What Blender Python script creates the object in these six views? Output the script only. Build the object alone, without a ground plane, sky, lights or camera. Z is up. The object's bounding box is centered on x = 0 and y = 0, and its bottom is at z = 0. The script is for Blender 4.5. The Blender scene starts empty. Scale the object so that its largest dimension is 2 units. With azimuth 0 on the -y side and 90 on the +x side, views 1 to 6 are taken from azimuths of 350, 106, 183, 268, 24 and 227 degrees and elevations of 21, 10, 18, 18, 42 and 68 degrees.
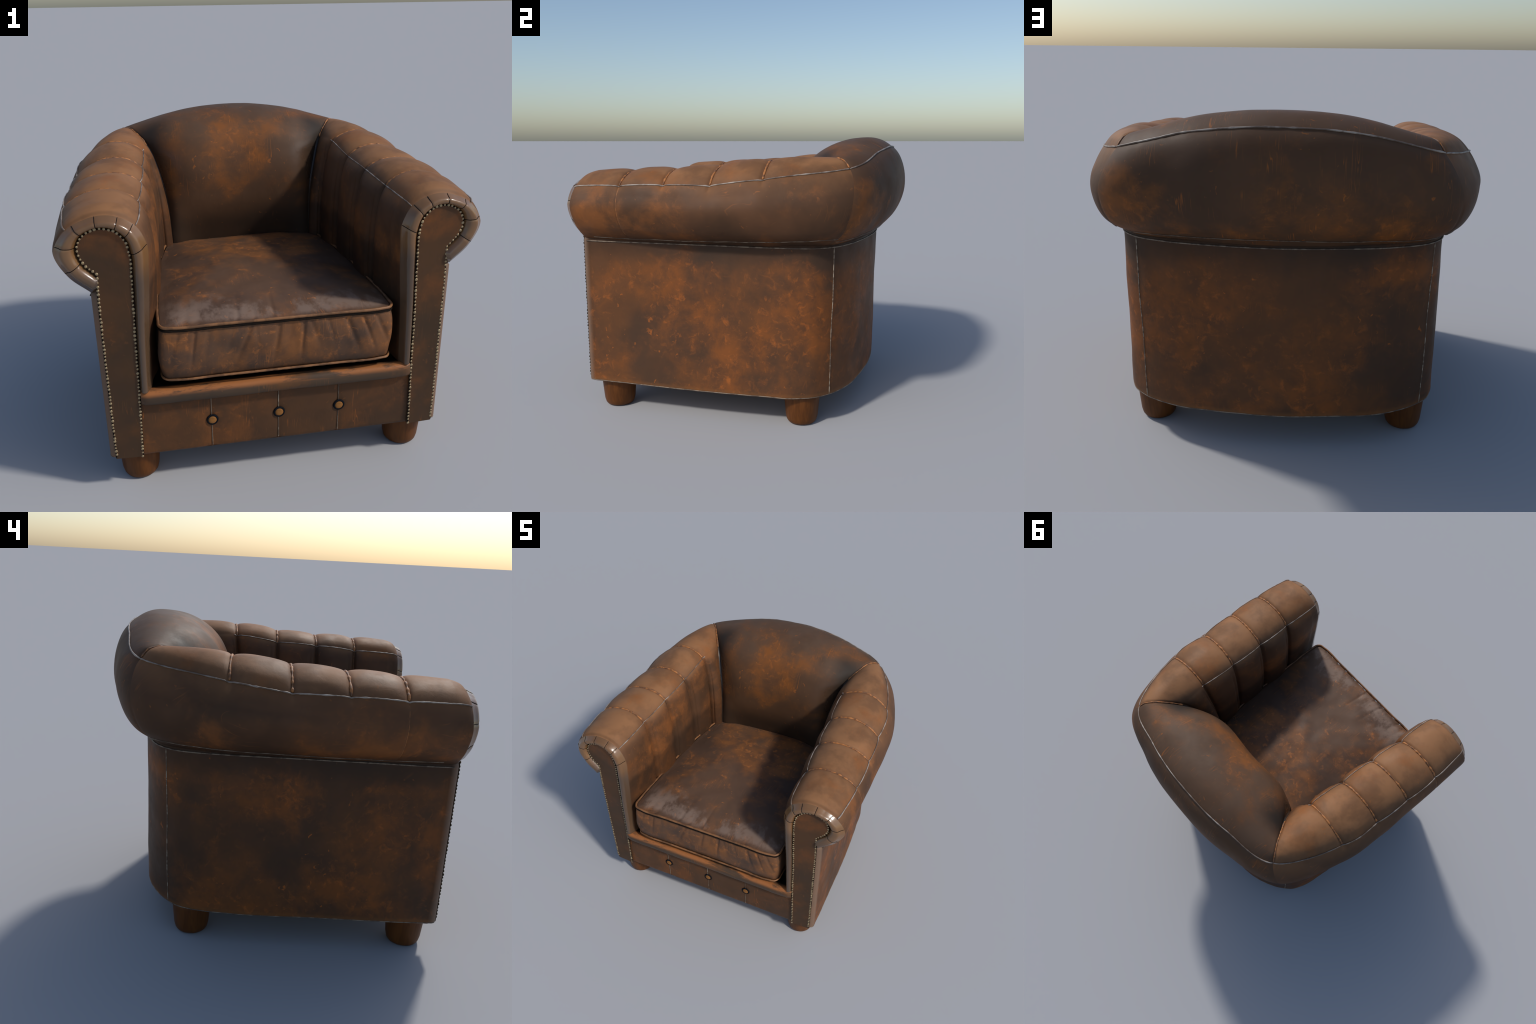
import bpy, bmesh, math, random
import numpy as np
from mathutils import Vector, noise as mnoise

random.seed(7)
rng = np.random.default_rng(7)

# ------------------------------------------------------------------ helpers
def link(obj):
    bpy.context.scene.collection.objects.link(obj)
    return obj

def make_obj(name, verts, faces, mat, parent=None, smooth=True, normals=None):
    me = bpy.data.meshes.new(name)
    me.from_pydata([tuple(map(float, v)) for v in verts], [], [tuple(map(int, f)) for f in faces])
    me.validate()
    if smooth:
        me.polygons.foreach_set("use_smooth", [True] * len(me.polygons))
    if mat:
        me.materials.append(mat)
    me.update()
    if normals is not None:
        me.normals_split_custom_set_from_vertices([tuple(map(float, n)) for n in normals])
    ob = link(bpy.data.objects.new(name, me))
    if parent:
        ob.parent = parent
    return ob

def hermite(tk, P, t, left=None, right=None):
    """Cubic Hermite through P (n,d) at knots tk; tangents per side can be given."""
    tk = np.asarray(tk, float); P = np.asarray(P, float); t = np.asarray(t, float)
    n = len(tk)
    h = np.diff(tk); d = np.diff(P, axis=0) / h[:, None]
    m = np.empty_like(P)
    m[1:-1] = (d[:-1] * h[1:, None] + d[1:] * h[:-1, None]) / (h[:-1] + h[1:])[:, None]
    m[0] = d[0]; m[-1] = d[-1]
    mo = m.copy() if right is None else right   # outgoing tangent
    mi = m.copy() if left is None else left     # incoming tangent
    i = np.clip(np.searchsorted(tk, t, side='right') - 1, 0, n - 2)
    u = (t - tk[i]) / h[i]
    u2, u3 = u * u, u * u * u
    H = h[i][:, None]
    return ((2*u3 - 3*u2 + 1)[:, None] * P[i] + (u3 - 2*u2 + u)[:, None] * H * mo[i]
            + (-2*u3 + 3*u2)[:, None] * P[i+1] + (u3 - u2)[:, None] * H * mi[i+1])

def chord(P):
    return np.concatenate([[0], np.cumsum(np.linalg.norm(np.diff(P, axis=0), axis=1))])

def smooth_path(pts, step=0.01, closed=False):
    P = np.asarray(pts, float)
    if closed:
        P = np.vstack([P[-2:], P, P[:3]])
    k = chord(P)
    if closed:
        a, b = k[2], k[-3]
        t = np.linspace(a, b, max(8, int((b - a) / step)))[:-1]
    else:
        t = np.linspace(0, k[-1], max(4, int(k[-1] / step)) + 1)
    return hermite(k, P, t)

def resample(P, step):
    k = chord(P); n = max(2, int(round(k[-1] / step)) + 1)
    t = np.linspace(0, k[-1], n)
    return np.stack([np.interp(t, k, P[:, j]) for j in range(P.shape[1])], 1)

def grid_faces(a, b, flip=False, wrap=False):
    i, j = np.meshgrid(np.arange(a - 1), np.arange(b if wrap else b - 1), indexing='ij')
    i = i.ravel(); j = j.ravel(); j2 = (j + 1) % b
    f = np.stack([i*b + j, i*b + j2, (i+1)*b + j2, (i+1)*b + j], 1)
    return f[:, ::-1] if flip else f

def tube(name, path, r, mat, parent, closed=False, sides=8, wobble=0.0):
    P = np.asarray(path, float); n = len(P)
    if closed:
        T = np.roll(P, -1, 0) - np.roll(P, 1, 0)
    else:
        T = np.gradient(P, axis=0)
    T /= np.linalg.norm(T, axis=1)[:, None] + 1e-12
    N = np.zeros_like(P)
    up = np.array([0, 0, 1.0]) if abs(T[0, 2]) < .9 else np.array([1.0, 0, 0])
    v = up
    for i in range(n):
        v = v - T[i] * (v @ T[i]); v = v / (np.linalg.norm(v) + 1e-12); N[i] = v
    B = np.cross(T, N)
    a = np.linspace(0, 2*np.pi, sides, endpoint=False)
    rr = np.full(n, r)
    if wobble:
        rr = r * (1 + wobble * np.array([mnoise.noise(Vector(p) * 45) for p in P]))
    if not closed:
        rr = rr.copy(); rr[0] *= .3; rr[-1] *= .3
    V = (P[:, None] + rr[:, None, None] * (np.cos(a)[None, :, None] * N[:, None] + np.sin(a)[None, :, None] * B[:, None])).reshape(-1, 3)
    F = grid_faces(n, sides, wrap=True).tolist()
    if closed:
        b = (n - 1) * sides
        F += [(b + j, b + (j+1) % sides, (j+1) % sides, j) for j in range(sides)]
    else:
        F += [tuple(range(sides))[::-1], tuple((n-1)*sides + j for j in range(sides))]
    return make_obj(name, V, F, mat, parent)

def fbm(p, scale, octs=4):
    return mnoise.fractal(Vector(p) * scale, 1.0, 2.0, octs)

# ---------------------------------------------------------------- materials
class Nodes:
    def __init__(s, name):
        s.mat = bpy.data.materials.new(name); s.mat.use_nodes = True
        s.nt = s.mat.node_tree; s.nt.nodes.clear()
    def n(s, kind, **kw):
        nd = s.nt.nodes.new(kind)
        for k, v in kw.items():
            if k.startswith('_'):
                setattr(nd, k[1:], v)
            else:
                key = k.replace('__', ' ')
                nd.inputs[key].default_value = v
        return nd
    def l(s, a, b): s.nt.links.new(a, b)
    def tex(s, vec, scale, detail=4, rough=.55, dist=0.0, kind='ShaderNodeTexNoise', stretch=None, loc=(0, 0, 0), rot=(0, 0, 0)):
        mp = s.n('ShaderNodeMapping')
        mp.inputs['Location'].default_value = loc
        mp.inputs['Rotation'].default_value = rot
        mp.inputs['Scale'].default_value = stretch or (1, 1, 1)
        s.l(vec, mp.inputs['Vector'])
        t = s.n(kind)
        t.inputs['Scale'].default_value = scale
        if kind == 'ShaderNodeTexNoise':
            t.inputs['Detail'].default_value = detail
            t.inputs['Roughness'].default_value = rough
            t.inputs['Distortion'].default_value = dist
        s.l(mp.outputs[0], t.inputs['Vector'])
        return t
    def ramp(s, fac, a, b, ca=0.0, cb=1.0):
        m = s.n('ShaderNodeMapRange'); m.interpolation_type = 'SMOOTHSTEP'
        m.inputs[1].default_value = a; m.inputs[2].default_value = b
        m.inputs[3].default_value = ca; m.inputs[4].default_value = cb
        s.l(fac, m.inputs[0]); return m.outputs[0]
    def math(s, op, a, b=None):
        m = s.n('ShaderNodeMath'); m.operation = op
        for i, x in enumerate((a, b)):
            if x is None: continue
            if isinstance(x, (int, float)): m.inputs[i].default_value = x
            else: s.l(x, m.inputs[i])
        m.use_clamp = False
        return m.outputs[0]
    def mix(s, fac, a, b):
        m = s.n('ShaderNodeMix'); m.data_type = 'RGBA'
        if isinstance(fac, (int, float)): m.inputs[0].default_value = fac
        else: s.l(fac, m.inputs[0])
        for i, x in ((6, a), (7, b)):
            if isinstance(x, tuple): m.inputs[i].default_value = (*x, 1)
            else: s.l(x, m.inputs[i])
        return m.outputs[2]

def leather(name, dark, light, orange, patch=(0.52, 0.68), patch_scale=2.6, patch_amt=1.0, fleck=0.6,
            up_tan=None, rough=(0.5, 0.64), spec=.2, seed=(0, 0, 0), bump=0.25, wear=None, extra=None, gloss=None, scratch=0.6):
    """Aged leather: dark finish drifting in tone, cloudy rubbed-through patches, flecks and scratches."""
    s = Nodes(name)
    out = s.n('ShaderNodeOutputMaterial'); b = s.n('ShaderNodeBsdfPrincipled')
    s.l(b.outputs[0], out.inputs[0])
    tc = s.n('ShaderNodeTexCoord').outputs['Object']
    sp = s.n('ShaderNodeSeparateXYZ'); s.l(tc, sp.inputs[0])
    X, Y, Z = sp.outputs
    s.X, s.Y, s.Z, s.AX, s.tc = X, Y, Z, s.math('ABSOLUTE', X), tc
    sd = seed
    big = s.tex(tc, 1.9, 4, .55, .2, loc=sd).outputs[0]
    col = s.mix(s.ramp(big, .38, .64), dark, light)
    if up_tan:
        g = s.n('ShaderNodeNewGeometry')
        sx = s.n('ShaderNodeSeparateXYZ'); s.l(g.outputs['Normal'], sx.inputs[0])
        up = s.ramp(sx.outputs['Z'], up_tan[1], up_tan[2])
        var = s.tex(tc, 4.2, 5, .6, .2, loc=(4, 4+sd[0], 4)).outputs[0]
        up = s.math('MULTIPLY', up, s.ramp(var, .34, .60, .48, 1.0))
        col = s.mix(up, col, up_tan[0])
    # cloudy rubbed patches: big areas, feathered by fine turbulence
    cl = s.tex(tc, patch_scale, 2, .5, .2, loc=(sd[0]+3, sd[1]+1, sd[2]+7)).outputs[0]
    if wear:
        cl = s.math('ADD', cl, wear(s))
    mid = s.tex(tc, 7, 10, .66, .25, loc=(sd[0]+5, sd[1], sd[2]+2)).outputs[0]
    area = s.ramp(s.math('ADD', cl, s.math('MULTIPLY', s.math('SUBTRACT', mid, .5), .55)), patch[0]-.04, patch[1]+.10)
    m1 = s.math('MULTIPLY', s.math('MULTIPLY', area, s.ramp(mid, .34, .64, .40, 1)), patch_amt)
    col = s.mix(m1, col, orange)
    bright = tuple(min(1, c * k) for c, k in zip(orange, (1.5, 1.4, 1.25)))
    fl = s.tex(tc, 19, 7, .68, .5, loc=(sd[0]+1, sd[1]+9, sd[2]+4)).outputs[0]
    m2 = s.math('MULTIPLY', s.ramp(fl, .52, .72), s.ramp(cl, patch[0]-.06, patch[1]))
    col = s.mix(s.math('MULTIPLY', m2, fleck), col, bright)
    # sparse spots and scratches
    dots = s.tex(tc, 30, 3, .5, .8, loc=(2, 7, sd[0])).outputs[0]
    gate0 = s.tex(tc, 3.1, 2, .5, 0, loc=(sd[2], 3, 1)).outputs[0]
    m4 = s.math('MULTIPLY', s.ramp(dots, .67, .73), s.ramp(gate0, .45, .58))
    col = s.mix(s.math('MULTIPLY', m4, fleck), col, bright)
    for i, rot in enumerate(((.5, .9, .3), (1.1, -.4, 2.0))):
        sc = s.tex(tc, 4, 1, .4, .1, stretch=(12, .7, .7), rot=rot, loc=(i*3.1, sd[1], 2)).outputs[0]
        ln = s.ramp(s.math('ABSOLUTE', s.math('SUBTRACT', sc, .5)), .0, .014, 1, 0)
        gate = s.tex(tc, 6.5, 2, .5, 0, loc=(7+i, 3+sd[0], 1)).outputs[0]
        ln = s.math('MULTIPLY', ln, s.ramp(gate, .58, .68))
        col = s.mix(s.math('MULTIPLY', ln, scratch), col, bright)
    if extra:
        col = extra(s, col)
    s.l(col, b.inputs['Base Color'])
    rg = s.tex(tc, 6, 5, .6, 0, loc=(2, 2, 2)).outputs[0]
    rgh = s.ramp(rg, .3, .7, rough[0], rough[1])
    b.inputs['Specular IOR Level'].default_value = spec
    if gloss:
        gm = gloss(s)
        rgh = s.math('SUBTRACT', rgh, s.math('MULTIPLY', gm, .36))
        s.l(s.math('ADD', s.math('MULTIPLY', gm, .22), spec), b.inputs['Specular IOR Level'])
    s.l(rgh, b.inputs['Roughness'])
    gr = s.tex(tc, 160, 3, .6, 0).outputs[0]
    wr = s.tex(tc, 16, 5, .6, .6).outputs[0]
    h = s.math('ADD', s.math('MULTIPLY', gr, .12), s.math('MULTIPLY', wr, .9))
    bp = s.n('ShaderNodeBump'); bp.inputs['Strength'].default_value = bump; bp.inputs['Distance'].default_value = .02
    s.l(h, bp.inputs['Height']); s.l(bp.outputs[0], b.inputs['Normal'])
    return s.mat

def blob(s, c, r, power=1.0):
    """Soft ellipsoid mask about c with radii r."""
    acc = None
    for axis, cc, rr in zip((s.X, s.Y, s.Z), c, r):
        d = s.math('POWER', s.math('ABSOLUTE', s.math('DIVIDE', s.math('SUBTRACT', axis, cc), rr)), 2.0)
        acc = d if acc is None else s.math('ADD', acc, d)
    return s.ramp(acc, 0.0, 1.0, 1, 0)

DARK = (.064, .032, .016)

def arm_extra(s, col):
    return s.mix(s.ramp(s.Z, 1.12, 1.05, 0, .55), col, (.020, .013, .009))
def arm_wear(s):
    return s.math('MULTIPLY', s.math('MULTIPLY', s.ramp(s.Y, .0, -.5), s.ramp(s.Z, 1.34, 1.16)), .15)
def back_wear(s):
    w = s.math('MULTIPLY', blob(s, (-.05, .40, 1.36), (.30, .35, .28)), .16)
    w = s.math('ADD', w, s.math('MULTIPLY', blob(s, (.34, .50, 1.50), (.30, .30, .16)), .14))
    w = s.math('ADD', w, s.math('MULTIPLY', s.ramp(s.Z, 1.10, 1.0, 0, 1), -.1))
    return w
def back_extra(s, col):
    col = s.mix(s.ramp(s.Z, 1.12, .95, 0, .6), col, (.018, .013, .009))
    # dark area beside the corner seams
    return s.mix(s.math('MULTIPLY', s.ramp(s.AX, .36, .52), s.ramp(s.Y, .62, .5)), col, (.030, .021, .015))
def back_gloss(s):
    m = s.math('MULTIPLY', s.ramp(s.AX, .30, .42), s.ramp(s.Y, .60, .50))
    return s.math('MULTIPLY', m, s.math('MULTIPLY', s.ramp(s.Z, 1.10, 1.22), s.ramp(s.Z, 1.46, 1.38)))
def base_extra(s, col):
    # shadow of the roll painted on the upper wall, rubbed hem and corner strip
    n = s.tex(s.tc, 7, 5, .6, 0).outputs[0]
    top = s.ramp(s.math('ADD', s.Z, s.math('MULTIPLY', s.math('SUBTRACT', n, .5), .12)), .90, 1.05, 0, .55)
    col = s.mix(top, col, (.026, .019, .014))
    col = s.mix(s.ramp(s.Z, .215, .185, 0, .6), col, (.20, .085, .030))
    strip = s.math('MULTIPLY', s.ramp(s.Y, -.815, -.85), s.ramp(s.AX, .80, .83))
    return s.mix(s.math('MULTIPLY', strip, .8), col, (.20, .13, .09))
def base_wear(s):
    side = s.math('MULTIPLY', blob(s, (.83, .05, .62), (.25, .75, .55)), .10)
    lowb = s.math('MULTIPLY', blob(s, (.15, .75, .28), (.6, .4, .3)), .10)
    return s.math('ADD', side, s.math('SUBTRACT', lowb, s.ramp(s.Z, .88, 1.02, 0, .14)))
def cush_wear(s):
    w = s.math('MULTIPLY', blob(s, (.04, .0, .92), (.48, .52, .3)), .23)
    w = s.math('ADD', w, s.math('MULTIPLY', s.ramp(s.Y, -.872, -.885), .20))
    return w
def cush_extra(s, col):
    n = s.tex(s.tc, 6, 6, .62, .2, stretch=(1, .6, 1)).outputs[0]
    edge = s.math('MULTIPLY', s.ramp(s.Y, -.56, -.78), s.ramp(s.Z, .868, .876))
    edge = s.math('MULTIPLY', edge, s.ramp(s.math('ADD', n, s.ramp(s.Y, -.6, -.85, -.05, .06)), .46, .60))
    col = s.mix(s.math('MULTIPLY', edge, .65), col, (.24, .168, .128))
    # dark bands along the boxing seams
    lo = s.math('ADD', s.ramp(s.Z, .845, .862, 0, .6), s.ramp(s.Z, .67, .61, 0, .6))
    lo = s.math('MULTIPLY', lo, s.ramp(s.Z, .868, .864))
    return s.mix(lo, col, (.030, .022, .017))
def rail_extra(s, col):
    n = s.tex(s.tc, 8, 8, .7, .3, stretch=(.35, 1, 2)).outputs[0]
    m = s.math('MULTIPLY', s.ramp(s.Z, .515, .540), s.ramp(n, .40, .52))
    m = s.math('MULTIPLY', m, s.ramp(s.Y, -.80, -.86))
    col = s.mix(s.math('MULTIPLY', m, .95), col, (.34, .125, .04))
    return s.mix(s.ramp(s.Y, -.860, -.835), col, (.022, .016, .012))  # rail top tinted near black: deep shadow below the cushion
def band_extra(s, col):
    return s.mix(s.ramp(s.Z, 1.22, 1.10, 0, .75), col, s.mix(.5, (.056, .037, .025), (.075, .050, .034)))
def panel_wear(s):
    return s.math('MULTIPLY', s.ramp(s.Z, 1.12, 1.32), .2)

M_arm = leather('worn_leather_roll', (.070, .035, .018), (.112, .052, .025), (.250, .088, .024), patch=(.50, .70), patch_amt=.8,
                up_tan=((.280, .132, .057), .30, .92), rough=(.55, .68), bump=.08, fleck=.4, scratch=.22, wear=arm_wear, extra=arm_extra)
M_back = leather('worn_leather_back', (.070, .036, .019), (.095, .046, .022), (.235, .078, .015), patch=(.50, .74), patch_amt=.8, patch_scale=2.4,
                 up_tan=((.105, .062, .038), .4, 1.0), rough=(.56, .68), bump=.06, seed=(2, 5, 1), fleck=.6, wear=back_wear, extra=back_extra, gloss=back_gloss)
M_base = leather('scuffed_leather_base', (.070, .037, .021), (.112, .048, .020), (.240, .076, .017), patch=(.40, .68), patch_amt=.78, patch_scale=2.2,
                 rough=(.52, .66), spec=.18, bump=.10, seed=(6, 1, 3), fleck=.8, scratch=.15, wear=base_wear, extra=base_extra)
M_front = leather('worn_leather_front', (.058, .032, .018), (.092, .042, .018), (.215, .072, .017), patch=(.48, .72), patch_amt=.65,
                  rough=(.44, .56), bump=.07, seed=(1, 8, 2), fleck=.35)
M_panel = leather('worn_leather_panel', (.058, .033, .018), (.090, .042, .018), (.180, .062, .016), patch=(.48, .72), patch_amt=.75,
                  rough=(.44, .56), bump=.05, seed=(1, 3, 2), fleck=.2, scratch=.3, wear=panel_wear)
M_rail = leather('worn_leather_rail', (.060, .040, .027), (.080, .050, .031), (.20, .080, .024), patch=(.52, .72), patch_amt=.6,
                 rough=(.34, .46), bump=.05, seed=(1, 8, 2), fleck=.3, extra=rail_extra)
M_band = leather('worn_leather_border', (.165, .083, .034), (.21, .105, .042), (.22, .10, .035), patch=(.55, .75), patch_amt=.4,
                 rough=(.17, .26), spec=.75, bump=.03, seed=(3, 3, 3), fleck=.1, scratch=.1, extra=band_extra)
M_cush = leather('worn_leather_cushion', (.078, .046, .031), (.118, .066, .040), (.245, .095, .030), patch=(.50, .72), patch_scale=4.6, patch_amt=.8,
                 rough=(.42, .56), bump=.07, seed=(9, 2, 6), fleck=.9, wear=cush_wear, extra=cush_extra)

def simple(name, col, rough=.5, metal=0.0, col2=None, scale=30, spec=.5, rng_=(.4, .6)):
    s = Nodes(name)
    out = s.n('ShaderNodeOutputMaterial'); b = s.n('ShaderNodeBsdfPrincipled')
    s.l(b.outputs[0], out.inputs[0])
    b.inputs['Specular IOR Level'].default_value = spec
    b.inputs['Roughness'].default_value = rough; b.inputs['Metallic'].default_value = metal
    tc = s.n('ShaderNodeTexCoord').outputs['Object']
    if col2:
        t = s.tex(tc, scale, 4, .6, .3).outputs[0]
        s.l(s.mix(s.ramp(t, *rng_), col, col2), b.inputs['Base Color'])
    else:
        b.inputs['Base Color'].default_value = (*col, 1)
    return s.mat

M_welt = simple('pale_welt', (.12, .080, .056), .40, col2=(.36, .30, .25), scale=9, rng_=(.42, .66))
M_stitch = simple('pale_stitch', (.12, .078, .05), .6, col2=(.36, .29, .21), scale=34, rng_=(.45, .62))
M_hem = simple('dull_welt', (.075, .048, .031), .55, col2=(.22, .165, .115), scale=20, rng_=(.4, .62))
M_orange = simple('rubbed_orange_seam', (.16, .070, .030), .6, col2=(.40, .155, .042), scale=42, rng_=(.42, .56))
M_dark = simple('dark_gap', (.012, .008, .006), .95, spec=.1)
M_nail = simple('aged_brass', (.20, .135, .065), .40, .5, col2=(.50, .39, .23), scale=30)
M_button = simple('tan_button_leather', (.22, .095, .026), .7, col2=(.29, .125, .036), scale=20, spec=.12)
M_rim = simple('button_rim', (.006, .007, .010), .9, spec=.1)
M_pipe = simple('cushion_piping', (.13, .062, .028), .42, col2=(.25, .115, .048), scale=12, spec=.3)

def wood():
    s = Nodes('stained_wood')
    out = s.n('ShaderNodeOutputMaterial'); b = s.n('ShaderNodeBsdfPrincipled')
    s.l(b.outputs[0], out.inputs[0])
    tc = s.n('ShaderNodeTexCoord').outputs['Object']
    t = s.tex(tc, 10, 5, .6, .6, stretch=(6, 6, .7)).outputs[0]
    s.l(s.mix(s.ramp(t, .3, .7), (.085, .027, .004), (.130, .042, .007)), b.inputs['Base Color'])
    b.inputs['Roughness'].default_value = .5
    b.inputs['Specular IOR Level'].default_value = .25
    return s.mat
M_wood = wood()

# -------------------------------------------------------------- the chair
chair = link(bpy.data.objects.new('leather_armchair', None))
chair['label'] = 'worn brown leather club armchair with rolled arms'
chair['category'] = 'armchair'

# Rails of the padded shell at each station, +x half.  Rows: from seat deck up the
# inner face, over inner welt, crown, outer welt, equator, to the seam under the roll.
def arm_station(y, xz, ys=None):
    return [(x, y if ys is None else ys[i], z) for i, (x, z) in enumerate(xz)]
S = [
 arm_station(-.775, [(.612,.548),(.600,.85),(.580,1.15),(.578,1.28),(.615,1.380),(.685,1.436),(.765,1.449),(.86,1.428),(.940,1.372),(.992,1.265),(.94,1.145),(.848,1.060)]),
 arm_station(-.55,  [(.585,.50),(.575,.85),(.575,1.15),(.585,1.28),(.615,1.385),(.685,1.437),(.765,1.450),(.87,1.430),(.952,1.375),(.998,1.265),(.945,1.14),(.840,1.056)]),
 arm_station(-.287, [(.570,.50),(.555,.85),(.555,1.15),(.567,1.30),(.597,1.408),(.670,1.452),(.760,1.464),(.865,1.443),(.947,1.383),(1.0,1.26),(.94,1.13),(.828,1.053)]),
 arm_station(-.022, [(.550,.50),(.535,.85),(.540,1.15),(.555,1.32),(.586,1.422),(.660,1.472),(.750,1.484),(.850,1.455),(.932,1.385),(1.0,1.26),(.935,1.13),(.815,1.052)]),
 arm_station(.26,   [(.520,.50),(.500,.85),(.515,1.15),(.543,1.35),(.574,1.456),(.650,1.503),(.735,1.515),(.82,1.488),(.902,1.42),(.970,1.275),(.915,1.13),(.795,1.052)],
             [.21,.20,.22,.24,.25,.255,.26,.265,.266,.30,.30,.30]),
 [(.44,.30,.50),(.43,.245,.85),(.455,.30,1.15),(.500,.37,1.33),(.548,.45,1.45),(.605,.54,1.51),(.650,.61,1.533),(.69,.66,1.52),(.715,.695,1.477),(.803,.725,1.28),(.778,.680,1.14),(.69,.585,1.052)],
 [(.30,.345,.50),(.29,.305,.85),(.30,.275,1.15),(.31,.30,1.33),(.33,.375,1.48),(.345,.49,1.570),(.36,.61,1.606),(.37,.71,1.602),(.38,.80,1.558),(.44,.868,1.31),(.42,.81,1.15),(.37,.70,1.056)],
 [(0,.37,.50),(0,.325,.85),(0,.285,1.15),(0,.305,1.33),(0,.38,1.50),(0,.50,1.600),(0,.64,1.640),(0,.755,1.634),(0,.835,1.588),(0,.915,1.33),(0,.85,1.16),(0,.745,1.058)],
]
S = np.array(S)                                  # (8, 12, 3)
NR = S.shape[1]
mir = np.array([-1, 1, 1.0])
SEG_T, SEG_S = 40, 13
tt = np.linspace(0, 7, 7 * SEG_T + 1)            # station parameter
ext = np.concatenate([S, (S[6] * mir)[None]])    # mirror station past the centre
knots = np.concatenate([[0], np.cumsum(np.linalg.norm(np.diff(ext, axis=0), axis=2).mean(1))])
tloc = np.interp(tt, np.arange(9), knots)
rails = []
for r in range(NR):
    P = ext[:, r]
    h = np.diff(knots); d = np.diff(P, axis=0) / h[:, None]
    m = np.empty_like(P)
    m[1:-1] = (d[:-1]*h[1:, None] + d[1:]*h[:-1, None]) / (h[:-1]+h[1:])[:, None]
    m[0] = d[0]; m[-1] = d[-1]
    w = np.interp(r, [0, 4, 6, 8], [1, 1, .5, 0])    # crease at the mitre fades to nothing outside
    L, R = m.copy(), m.copy()
    L[5] = (1-w)*m[5] + w*d[4]; R[5] = (1-w)*m[5] + w*d[5]
    rails.append(hermite(knots, P, tloc, L, R))
rails = np.stack(rails, 1)                       # (T, NR, 3)
ns = (NR - 1) * SEG_S + 1
sidx = np.linspace(0, NR - 1, ns)                # rail parameter
G = np.empty((len(tt), ns, 3))
for i in range(len(tt)):
    k = chord(rails[i])
    G[i] = hermite(k, rails[i], np.interp(sidx, np.arange(NR), k))

# ---- front border (padded band) rings, from the roll end to the nail line
NAIL = np.array([(.678,.548),(.673,.85),(.665,1.13),(.665,1.235),(.682,1.305),(.719,1.346),(.772,1.362),(.827,1.351),(.868,1.320),(.884,1.272),(.862,1.207),(.812,1.155)])
def panel_y(x): return -.869 + (x - .74) * .05
kn = chord(NAIL)
nailS = hermite(kn, NAIL, np.interp(sidx, np.arange(NR), kn))
# (share of the way to the nail line, y): roll rounds off to a ridge at .35, then a shallow padded ring
prof = np.array([(0, -.775), (.04, -.805), (.15, -.830), (.35, -.848), (.46, -.866), (.62, -.890), (.78, -.890), (.90, -.873), (.96, -.855), (1.0, -.835)])
pk = chord(prof * [.09, 1])
pp = hermite(pk, prof, np.linspace(0, pk[-1], 33))
ridge_k = np.interp(sidx, [0, 3, 4.2, 5, 7, 8, 9], [.25, .25, .7, 1, 1, .6, .15])
bump_k = [3.0, 4.15, 5.05, 6.35, 7.65, 8.75, 9.85]     # creases across the border
crease = sum(np.exp(-((sidx - b) / .055)**2) for b in bump_k)
band = np.empty((len(pp), ns, 3))
for j, (rho, y) in enumerate(pp):
    r0 = .35 * ridge_k
    rr = np.where(rho <= .35, rho * ridge_k, r0 + (rho - .35) * (1 - r0) / .65)[:, None]
    xz = G[0][:, [0, 2]] * (1 - rr) + nailS * rr
    mid = min(1, max(0, (rho - .36) / .1)) * min(1, (1 - rho) / .15)
    yy = y + crease * .0035 * mid
    sh = panel_y(nailS[:, 0]) - panel_y(.76)
    band[j] = np.stack([xz[:, 0], yy + sh * np.clip(rho*1.5, 0, 1), xz[:, 1]], 1)
half = np.concatenate([band[:0:-1], G])
NB = len(pp) - 1
NR_ = NB - int(np.argmin(np.abs(pp[:, 0] - .37)))      # row of the ridge
full = np.concatenate([half, (half[-2::-1] * mir)])    # (rows, ns, 3): right arm -> back -> left arm
NH = len(half)

def grid_normals(A):
    du = np.gradient(A, axis=0); dv = np.gradient(A, axis=1)
    n = np.cross(du, dv); n /= np.linalg.norm(n, axis=2)[..., None] + 1e-12
    return n
N0 = grid_normals(full)
sgn = np.sign(N0[NB + 60, 6 * SEG_S, 2]); N0 *= sgn

# ---- pleats: pillows between the creases, on crown and inner face of the arms
tcol = np.concatenate([np.linspace(-1, 0, NB + 1)[:-1], tt])
tcol = np.concatenate([tcol, tcol[-2::-1]])             # station parameter per row
side = np.array([1]*NH + [-1]*(NH-1))
def pillow(t):
    f = t - np.floor(t)
    b = 1 - np.abs(2*f - 1)**2.6
    b = np.where(t < 1, np.where(t < .5, 1, b), b)
    return np.where(t < 0, np.clip(1 + t * 3, 0, 1), b)
armmask = np.clip((5.0 - tcol) / .02, 0, 1)
pil = np.where(tcol < 5, pillow(tcol), 0)
# amplitude over the section: inner face, crown, nothing outside the outer welt
amp = np.interp(sidx, [0, 1, 2.2, 3.4, 4, 4.6, 6, 7.4, 8, 8.5], [.016, .030, .036, .030, .014, .019, .020, .018, .010, 0])
amp_t = np.interp(tcol, [-1, -.2, 0, .4, 1, 4, 4.5, 5], [0, 0, .25, .6, 1, 1, .8, .5])
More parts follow.
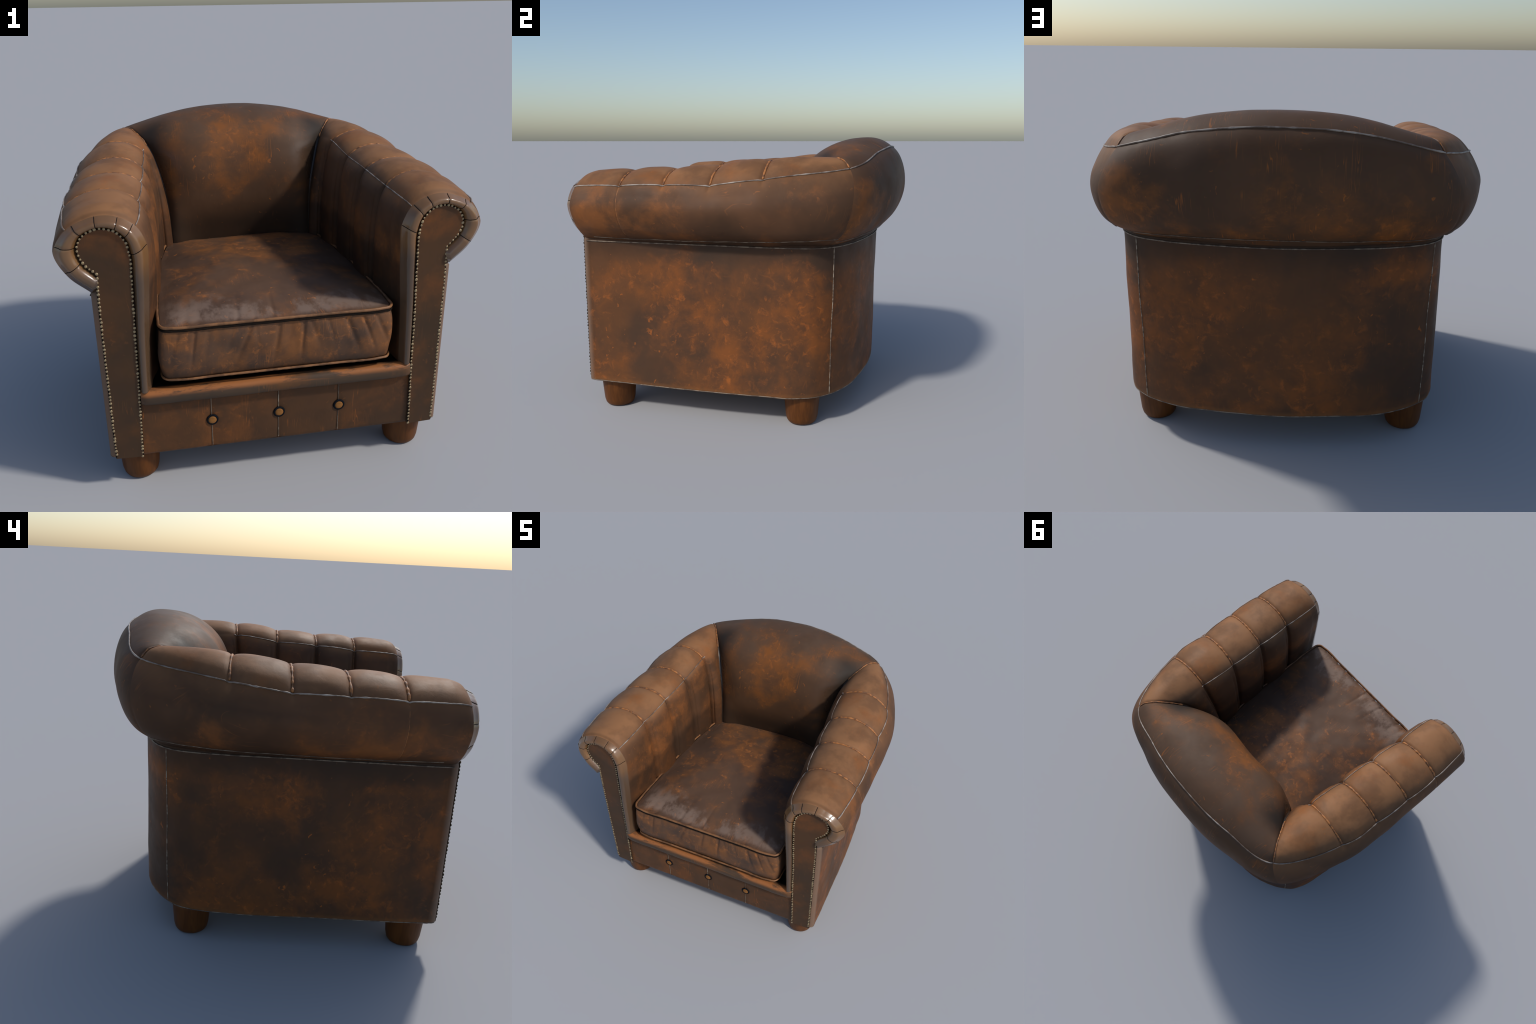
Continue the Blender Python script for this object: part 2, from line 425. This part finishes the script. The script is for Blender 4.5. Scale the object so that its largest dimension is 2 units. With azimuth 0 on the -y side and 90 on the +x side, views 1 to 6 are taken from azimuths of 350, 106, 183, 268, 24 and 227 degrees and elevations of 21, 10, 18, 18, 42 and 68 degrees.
# no two pads are stuffed alike
stuff = {(sd, k): random.uniform(.78, 1.18) for sd in (1, -1) for k in range(-1, 6)}
fill = np.array([stuff[(sd, int(np.clip(np.floor(t), -1, 5)))] for sd, t in zip(side, tcol)])
pil = pil * np.where(tcol < 1, 1, fill)
disp = pil[:, None] * amp_t[:, None] * amp[None]
gro = np.zeros_like(disp)
gm = np.interp(sidx, [0, 3, 8, 8.3], [1, 1, 1, 0])
for k in (1, 2, 3, 4):
    w = .040
    gro += np.exp(-((tcol - k) / w)**2)[:, None] * np.interp(sidx, [0, 3.6, 4.4, 8, 8.3], [.014, .014, .006, .006, 0])[None]
    # second fold beside each pleat on the inner face
    gi = np.interp(sidx, [0, 1, 3, 3.8], [1, 1, 1, 0])
    gro += np.exp(-((tcol - k - .16) / .03)**2)[:, None] * gi[None] * .007
gro += np.exp(-((tcol - 5) / .03)**2)[:, None] * np.interp(sidx, [0, 7.8, 8.2], [1, 1, 0])[None] * .008
gro += np.exp(-((tcol - 1) / .02)**2)[:, None] * np.interp(sidx, [8, 8.2, 10.6, 10.8], [0, 1, 1, 0])[None] * .003
gro += np.exp(-((tcol - 5) / .02)**2)[:, None] * np.interp(sidx, [9, 9.3, 11], [0, 1, 1])[None] * .003
# back pillow near the mitre
bp = np.where(tcol > 5, 1 - np.exp(-(tcol - 5) / .25), 0)
corner = np.where(tcol > 5, np.exp(-((tcol - 5) / .20)**1.5), 0)
disp += bp[:, None] * np.interp(sidx, [0, 1, 2, 4, 6, 8], [.01, .016, .014, .008, .003, 0])[None]
disp -= corner[:, None] * np.interp(sidx, [0, 1, 2, 4, 5, 6], [.010, .016, .018, .014, .006, 0])[None]
disp -= gro
# gentle unevenness
lump = np.array([[mnoise.noise(Vector(full[i, j]) * 5) * .5 + mnoise.noise(Vector(full[i, j]) * 12) * .25 for j in range(0, ns, 3)] for i in range(0, full.shape[0], 3)])
li = np.linspace(0, lump.shape[0]-1, full.shape[0]); lj = np.linspace(0, lump.shape[1]-1, ns)
lump = np.stack([np.interp(li, np.arange(lump.shape[0]), lump[:, j]) for j in range(lump.shape[1])], 1)
lump = np.stack([np.interp(lj, np.arange(lump.shape[1]), lump[i]) for i in range(lump.shape[0])], 0)
disp += lump * .005 * np.clip(tcol + .3, 0, 1)[:, None] * np.interp(sidx, [0, .5, 10, 11], [0, 1, 1, 0])[None]
D = full + N0 * disp[..., None]
N1 = grid_normals(D) * sgn
# tuck the leather inwards under the roll so the end is closed
tuck = D[:, -1].copy()
tuck[:, :2] *= np.where(np.abs(tcol)[:, None] < 6, .93, .95)
D = np.concatenate([D, tuck[:, None]], 1)
N1 = np.concatenate([N1, N1[:, -1:]], 1)
NC = ns + 1

def shell(name, a, b, mat, parent):
    V = D[a:b+1].reshape(-1, 3); N = N1[a:b+1].reshape(-1, 3)
    F = grid_faces(b - a + 1, NC)
    m = len(F) // 2
    q = V[F[m]]
    if np.cross(q[1] - q[0], q[2] - q[0]) @ N[F[m][0]] < 0:
        F = F[:, ::-1]
    return make_obj(name, V, F, mat, parent, normals=N)
arms = {}
arms[1] = shell('armrest', NR_, NB + 5*SEG_T, M_arm, chair)
arms[-1] = shell('armrest', 2*NH-2-NB-5*SEG_T, 2*NH-2-NR_, M_arm, chair)
back = shell('backrest', NB + 5*SEG_T, 2*NH-2-NB-5*SEG_T, M_back, chair)
shell('front_border', 0, NR_, M_band, arms[1])
shell('front_border', 2*NH-2-NR_, 2*NH-2, M_band, arms[-1])

for sd in (1, -1):
    for bk in bump_k:
        j = int(round(bk * SEG_S))
        rows_ = np.arange(3, NR_ + 1) if sd == 1 else 2*NH - 2 - np.arange(3, NR_ + 1)
        tube('border_crease', resample(D[rows_, j] + N1[rows_, j] * .0004, .006), .0018, M_dark, arms[sd])
# ---- welts on the shell: outer welt all round, inner welt on the arms
def shell_line(rail, a, b, lift=.002):
    j = int(round(rail * SEG_S))
    return D[a:b+1, j] + N1[a:b+1, j] * lift
rowR0, rowRm, rowLm, rowL0 = NB, NB + 5*SEG_T, 2*NH-2-NB-5*SEG_T, 2*NH-2-NB
tube('outer_welt', shell_line(8, NR_, rowRm), .0036, M_welt, arms[1], wobble=.5)
tube('outer_welt', shell_line(8, rowLm, 2*NH-2-NR_), .0036, M_welt, arms[-1], wobble=.5)
tube('outer_welt', shell_line(8, rowRm, rowLm), .0038, M_welt, back, wobble=.4)
tube('inner_welt', shell_line(4, NR_, NB + int(4.1*SEG_T)), .0030, M_welt, arms[1], wobble=.6)
tube('inner_welt', shell_line(4, 2*NH-2-NB-int(4.1*SEG_T), 2*NH-2-NR_), .0030, M_welt, arms[-1], wobble=.6)
# rubbed cross seams over the crown
def cross(row, s0, s1, lift=-.001):
    a, b = int(s0*SEG_S), int(s1*SEG_S)
    return resample(D[row, a:b+1] + N1[row, a:b+1]*lift, .008)
for sd in (1, -1):
    for k in (1, 2, 3, 4, 5):
        row = NB + k*SEG_T if sd == 1 else 2*NH-2-NB-k*SEG_T
        tube('cross_seam', cross(row, 4.05, 7.95,   .0030 if k < 5 else .0045), .0066 if k < 5 else .0048, M_orange, arms[sd], wobble=.9)
        if k < 5:
            tube('pleat_seam', cross(row, 1.2, 4, -.001), .0025, M_orange if k == 1 else M_dark, arms[sd])
    row = NB + SEG_T if sd == 1 else 2*NH-2-NB-SEG_T
    tube('side_seam', cross(row, 8, 10.6, -.0008), .0016, M_orange, arms[sd])
# seam line low on the roll
def drifting_line(s0, s1, a, b, lift=.0012):
    f = np.linspace(0, 1, b - a + 1); j = np.round((s0 + (s1 - s0) * f**2) * SEG_S).astype(int)
    r = np.arange(a, b + 1)
    P = D[r, j] + N1[r, j] * lift
    k = np.ones(9) / 9                              # even out the steps between columns
    Q = P.copy()
    for c in range(3):
        Q[4:-4, c] = np.convolve(P[:, c], k, 'valid')
    return Q
tube('lower_seam', drifting_line(10.85, 10.35, rowR0, rowRm), .0022, M_hem, arms[1])
tube('lower_seam', drifting_line(10.85, 10.35, rowR0, rowRm) * mir, .0022, M_hem, arms[-1])
tube('lower_seam', shell_line(10.62, rowRm, rowLm), .0016, M_hem, back)

# -------------------------------------------------------------- base shell
BOT = [(.790,-.864),(.822,-.864),(.839,-.852),(.843,-.80),(.843,-.5),(.837,-.09),(.817,.22),(.79,.43),(.755,.51),(.69,.577),(.53,.665),(.28,.714),(0,.731)]
TOP = [(.790,-.862),(.826,-.862),(.845,-.848),(.848,-.80),(.836,-.5),(.815,-.05),(.802,.28),(.786,.42),(.760,.51),(.697,.592),(.52,.678),(.28,.722),(0,.745)]
def plan(pts):
    P = np.array(pts); P = np.vstack([P, P[-2] * [-1, 1]])
    k = chord(P)
    kk = np.interp(np.linspace(0, len(pts)-1, 14*(len(pts)-1)+1), np.arange(len(P)), k)
    Q = hermite(k, P, kk)
    return np.vstack([Q, (Q * [-1, 1])[-2::-1]])
pb, pt = plan(BOT), plan(TOP)
zs = np.concatenate([[.178, .180, .185, .195], np.linspace(.22, 1.03, 30), [1.045, 1.06, 1.09]])
rows = []
for z in zs:
    f = (z - .178) / (1.05 - .178)
    q = pb*(1-f) + pt*f
    ins = .010 * max(0, (.190 - z) / .012) ** 2 + (.05 if z > 1.08 else .004 if z > 1.05 else 0)
    c = np.array([0, -.05]); dvec = q - c; q = q - dvec / np.linalg.norm(dvec, axis=1)[:, None] * ins
    rows.append(np.column_stack([q, np.full(len(q), z)]))
BG = np.array(rows)
nb = BG.shape[1]
bn = grid_normals(BG)
for i in range(BG.shape[0]):
    for j in range(nb):
        p = BG[i, j]
        if p[1] > -.82:
            BG[i, j] = p + bn[i, j] * (.006 * mnoise.noise(Vector(p) * 3.2) + .002 * mnoise.noise(Vector(p)*9)) * (1 if bn[i, j] @ [p[0], p[1]+.05, 0] > 0 else -1)
V = BG.reshape(-1, 3); F = grid_faces(BG.shape[0], nb).tolist()
F.append(tuple(range(nb))[::-1])
base = make_obj('base', V, F, M_base, chair)
def base_line(z, lift, a=0, b=None):
    i = np.searchsorted(zs, z); return BG[i, a:b]
def outward(P, d):
    c = np.array([0, -.1]); v = P[:, :2] - c; v /= np.linalg.norm(v, axis=1)[:, None]
    Q = P.copy(); Q[:, :2] += v*d; return Q
tube('top_welt', outward(BG[np.searchsorted(zs, 1.045), 33:-33], .003), .0034, M_hem, base)
tube('bottom_welt', outward(BG[2, 20:-20], -.001), .0032, M_hem, base)
def vert_seam(x, y):
    j = np.argmin((BG[10, :, 0]-x)**2 + (BG[10, :, 1]-y)**2)
    return outward(BG[2:-2, j], .0005)
tube('back_seam', resample(vert_seam(.677, .60), .02), .0026, M_stitch, base)
tube('back_seam', resample(vert_seam(-.722, .56), .02), .0026, M_stitch, base)

# ------------------------------------------------------------- front panels
path_xz = np.vstack([[(.688,.180),(.684,.33)], NAIL, [(.812,1.146),(.815,1.05),(.816,.85),(.815,.5),(.814,.30),(.812,.180)]])
# keep the neck corner crisp by splitting there
pA = smooth_path(path_xz[:14], .006); pB = smooth_path(path_xz[14:], .006)
nail_path = np.vstack([pA, pB])
def inset(P, d):
    T = np.gradient(P, axis=0); T /= np.linalg.norm(T, axis=1)[:, None]
    return P + np.stack([T[:, 1], -T[:, 0]], 1) * d
for sd in (1, -1):
    out = inset(nail_path, -.006)
    out[0, 1] = out[-1, 1] = .180
    bm = bmesh.new()
    rings = []
    for d, dy in ((.0, .03), (.0, -.001), (.003, -.004), (.008, -.006)):
        q = inset(out, d)
        rings.append([bm.verts.new((sd*x, panel_y(x) + dy, max(z, .180))) for x, z in q])
    n = len(out)
    for a, b in zip(rings[:-1], rings[1:]):
        for i in range(n):
            j = (i+1) % n
            bm.faces.new((a[i], a[j], b[j], b[i]))
    last = rings[-1]                       # face of the panel: rungs from the inner to the outer edge
    for i in range(n // 2 - 1):
        q = (last[i], last[i+1], last[n-2-i], last[n-1-i])
        bm.faces.new(q)
    if n % 2:
        bm.faces.new((last[n//2-1], last[n//2], last[n//2+1]))
    bmesh.ops.recalc_face_normals(bm, faces=bm.faces[:])
    me = bpy.data.meshes.new('front_panel'); bm.to_mesh(me); bm.free()
    me.materials.append(M_panel)
    ob = link(bpy.data.objects.new('front_panel', me)); ob.parent = arms[sd]
    # dark groove behind the nail heads
    g = nail_path
    tube('nail_groove', np.column_stack([sd*g[:, 0], panel_y(g[:, 0]) + .0012, g[:, 1]]), .0066, M_dark, arms[sd])

# nails
bm = bmesh.new()
bmesh.ops.create_uvsphere(bm, u_segments=12, v_segments=8, radius=1)
bmesh.ops.delete(bm, geom=[v for v in bm.verts if v.co.z < -.3], context='VERTS')
for v in bm.verts: v.co.z *= .7
bmesh.ops.rotate(bm, verts=bm.verts[:], matrix=__import__('mathutils').Matrix.Rotation(math.pi/2, 3, 'X'))
nail_me = bpy.data.meshes.new('nail'); bm.to_mesh(nail_me); bm.free()
nail_me.polygons.foreach_set('use_smooth', [True]*len(nail_me.polygons)); nail_me.materials.append(M_nail)
for sd in (1, -1):
    for x, z in resample(nail_path, .0195)[:-1]:
        ob = link(bpy.data.objects.new('nail', nail_me)); ob.parent = arms[sd]
        ob.location = (sd*x + random.uniform(-.0012, .0012), panel_y(x) - .0058, z + .004 + random.uniform(-.002, .002))
        r = random.uniform(.0046, .0074); ob.scale = (r, r*.65, r*random.uniform(.9, 1.15))
        ob.rotation_euler = (random.uniform(-.15, .15), random.uniform(0, 3), random.uniform(-.15, .15))

# --------------------------------------------------------------- apron, rail
xs = np.linspace(-.69, .69, 140)
pr = [(-.80,.176),(-.858,.178),(-.864,.184),(-.866,.25),(-.867,.33),(-.865,.42),(-.858,.495),(-.80,.50)]
seams = (-.340, -.004, .306)
pr = resample(np.array(pr), .012)
A = np.empty((len(xs), len(pr), 3))
for i, x in enumerate(xs):
    for j, (y, z) in enumerate(pr):
        dy = 0
        for sx in seams:
            dy += .0025*math.exp(-((x-sx)/.008)**2) + .003*math.exp(-((x-sx)/.04)**2) + .005*math.exp(-((x-sx)**2+(z-.337)**2)/.03**2)
        A[i, j] = (x, y + (dy if y < -.84 else 0), z)
apron = make_obj('apron', A.reshape(-1, 3), grid_faces(len(xs), len(pr)), M_front, chair)
bpy.context.view_layer.update()
for sx in seams:
    zz = np.linspace(.182, .478, 30)
    tube('apron_seam', np.column_stack([np.full(30, sx), np.full(30, -.8625), zz]), .0020, M_stitch if sx > -.1 and sx < .1 else M_hem, apron)

def lathe(name, prof, mat, parent, loc, axis='z', seg=32):
    a = np.linspace(0, 2*np.pi, seg, endpoint=False)
    V = []
    for r, h in prof:
        for t in a:
            p = (r*math.cos(t), r*math.sin(t), h)
            V.append(p if axis == 'z' else (p[0], -p[2], p[1]))
    F = grid_faces(len(prof), seg, wrap=True).tolist()
    F.append(tuple(range(seg))[::-1]); F.append(tuple((len(prof)-1)*seg + j for j in range(seg)))
    ob = make_obj(name, V, F, mat, parent); ob.location = loc
    return ob
for sx in seams:
    lathe('button', [(.0215,-.004),(.0215,.004),(.0195,.0072),(.013,.0088),(.006,.0095),(.001,.0097)], M_button, apron, (sx+.003, -.862, .338), 'y')
    a = np.linspace(0, 2*np.pi, 40, endpoint=False)
    tube('button_rim', np.column_stack([sx+.003+.0245*np.cos(a), np.full(40, -.864), .338+.0245*np.sin(a)]), .0058, M_rim, apron, closed=True)

rp = smooth_path([(-.84,.478),(-.872,.473),(-.890,.477),(-.899,.494),(-.900,.516),(-.892,.538),(-.872,.549),(-.845,.546),(-.80,.530),(-.3,.52)], .008)
rx = np.linspace(-.672, .672, 90)
R = np.empty((len(rx), len(rp), 3))
for i, x in enumerate(rx):
    e = max(0, (abs(x) - .64)/.032)
    for j, (y, z) in enumerate(rp):
        k = .004*mnoise.noise(Vector((x*6, y*6, z*6)))
        R[i, j] = (x, y + e*e*.012 + k, z + k*.5)
make_obj('front_rail', R.reshape(-1, 3), grid_faces(len(rx), len(rp)), M_rail, chair)

# ----------------------------------------------------------------- cushion
def cushion_outline(n=720):
    """Rounded plan outline of the cushion, narrowing to the back."""
    pts = [(0,-.885),(.30,-.885),(.50,-.884),(.542,-.874),(.560,-.845),(.562,-.80),(.555,-.5),(.540,-.2),(.505,.08),(.455,.25),(.36,.315),(.18,.32),(0,.32)]
    P = np.array(pts); P = np.vstack([P, (P[-2:0:-1] * [-1, 1])])
    Q = smooth_path(np.vstack([P]), .01, closed=True)
    k = chord(np.vstack([Q, Q[:1]])); t = np.linspace(0, k[-1], n, endpoint=False)
    QQ = np.vstack([Q, Q[:1]])
    return np.stack([np.interp(t, k, QQ[:, j]) for j in range(2)], 1)
CO = cushion_outline()
nc = len(CO)
cc = np.array([0, -.28])
Z0, Z1 = .600, .868
def ring(scale_off, z):
    d = CO - cc; L = np.linalg.norm(d, axis=1)[:, None]
    return np.column_stack([CO + d / L * scale_off, np.full(nc, z)])
rings = []
for f in (0, .2, .45, .7, .85, .94):            # underside
    q = cc + (CO - cc) * f; rings.append(np.column_stack([q, np.full(nc, Z0 - .004)]))
for v in np.linspace(0, 1, 22):                 # boxing
    rings.append(ring(-.004 + .022*math.sin(math.pi*v)**.8, Z0 + (Z1 - Z0)*v))
for f in np.concatenate([[.985], np.linspace(.96, .05, 34)]):   # crown
    q = cc + (CO - cc) * f
    rings.append(np.column_stack([q, Z1 + .052 * (1 - f**2.6) * np.ones(nc)]))
C = np.array(rings)
cn = grid_normals(np.concatenate([C, C[:, :1]], 1))[:, :-1]
if cn[15, 0] @ np.array([0, -1, 0]) < 0: cn *= -1
random.seed(3)
folds = [(-.50 + k*.077 + random.uniform(-.025, .025), random.uniform(.15, .5) * (1 if k < 5 else -1 if k > 8 else random.choice((-.5, .6))), random.uniform(.007, .014), random.uniform(.35, 1)) for k in range(14)]
for i in range(C.shape[0]):
    for j in range(nc):
        p = C[i, j]
        d = .010*mnoise.noise(Vector(p)*4) + (.003 if i >= 29 else .006)*mnoise.noise(Vector(p)*11)
        if 5 < i < 29:
            v = (p[2]-Z0)/(Z1-Z0)
            if p[1] < -.84:
                for fx, sl, wd, dp in folds:
                    d -= .016*dp*math.exp(-((p[0]-fx-sl*.25*(v-.5))/wd)**2) * max(0, v - .1 if dp > .75 else v-.35)
            d *= math.sin(math.pi*min(max(v, .03), .97))**.5
        elif i >= 29 and p[1] < -.5:
            for fx, sl, wd, dp in folds[:7]:
                d -= .005*dp*math.exp(-((p[0]-fx*1.05-sl*.2*(p[1]+.85))/wd)**2) * max(0, min(1, (-.62-p[1])/.2))
        C[i, j] = p + cn[i, j]*d
F = grid_faces(C.shape[0], nc, wrap=True).tolist()
F.append(tuple(range(nc))[::-1]); F.append(tuple((C.shape[0]-1)*nc + j for j in range(nc)))
cush = make_obj('seat_cushion', C.reshape(-1, 3), F, M_cush, chair)
tube('piping', ring(.004, Z1 + .004), .0072, M_pipe, cush, closed=True, wobble=.1)
tube('piping', ring(.006, Z1 - .012), .0045, M_dark, cush, closed=True, wobble=.3)
tube('piping', ring(.004, Z0), .0060, M_pipe, cush, closed=True, wobble=.25)

# -------------------------------------------------------------------- feet
fp = [(.070,0),(.080,.004),(.088,.016),(.094,.04),(.104,.15),(.106,.19)]
for x, y in ((.705,-.735),(-.705,-.735),(.655,.43),(-.655,.43)):
    lathe('foot', fp, M_wood, chair, (x, y, 0))

# consistent outward normals on closed, non-custom parts
for ob in (base, apron, cush):
    bm = bmesh.new(); bm.from_mesh(ob.data)
    bmesh.ops.recalc_face_normals(bm, faces=bm.faces[:]); bm.to_mesh(ob.data); bm.free()
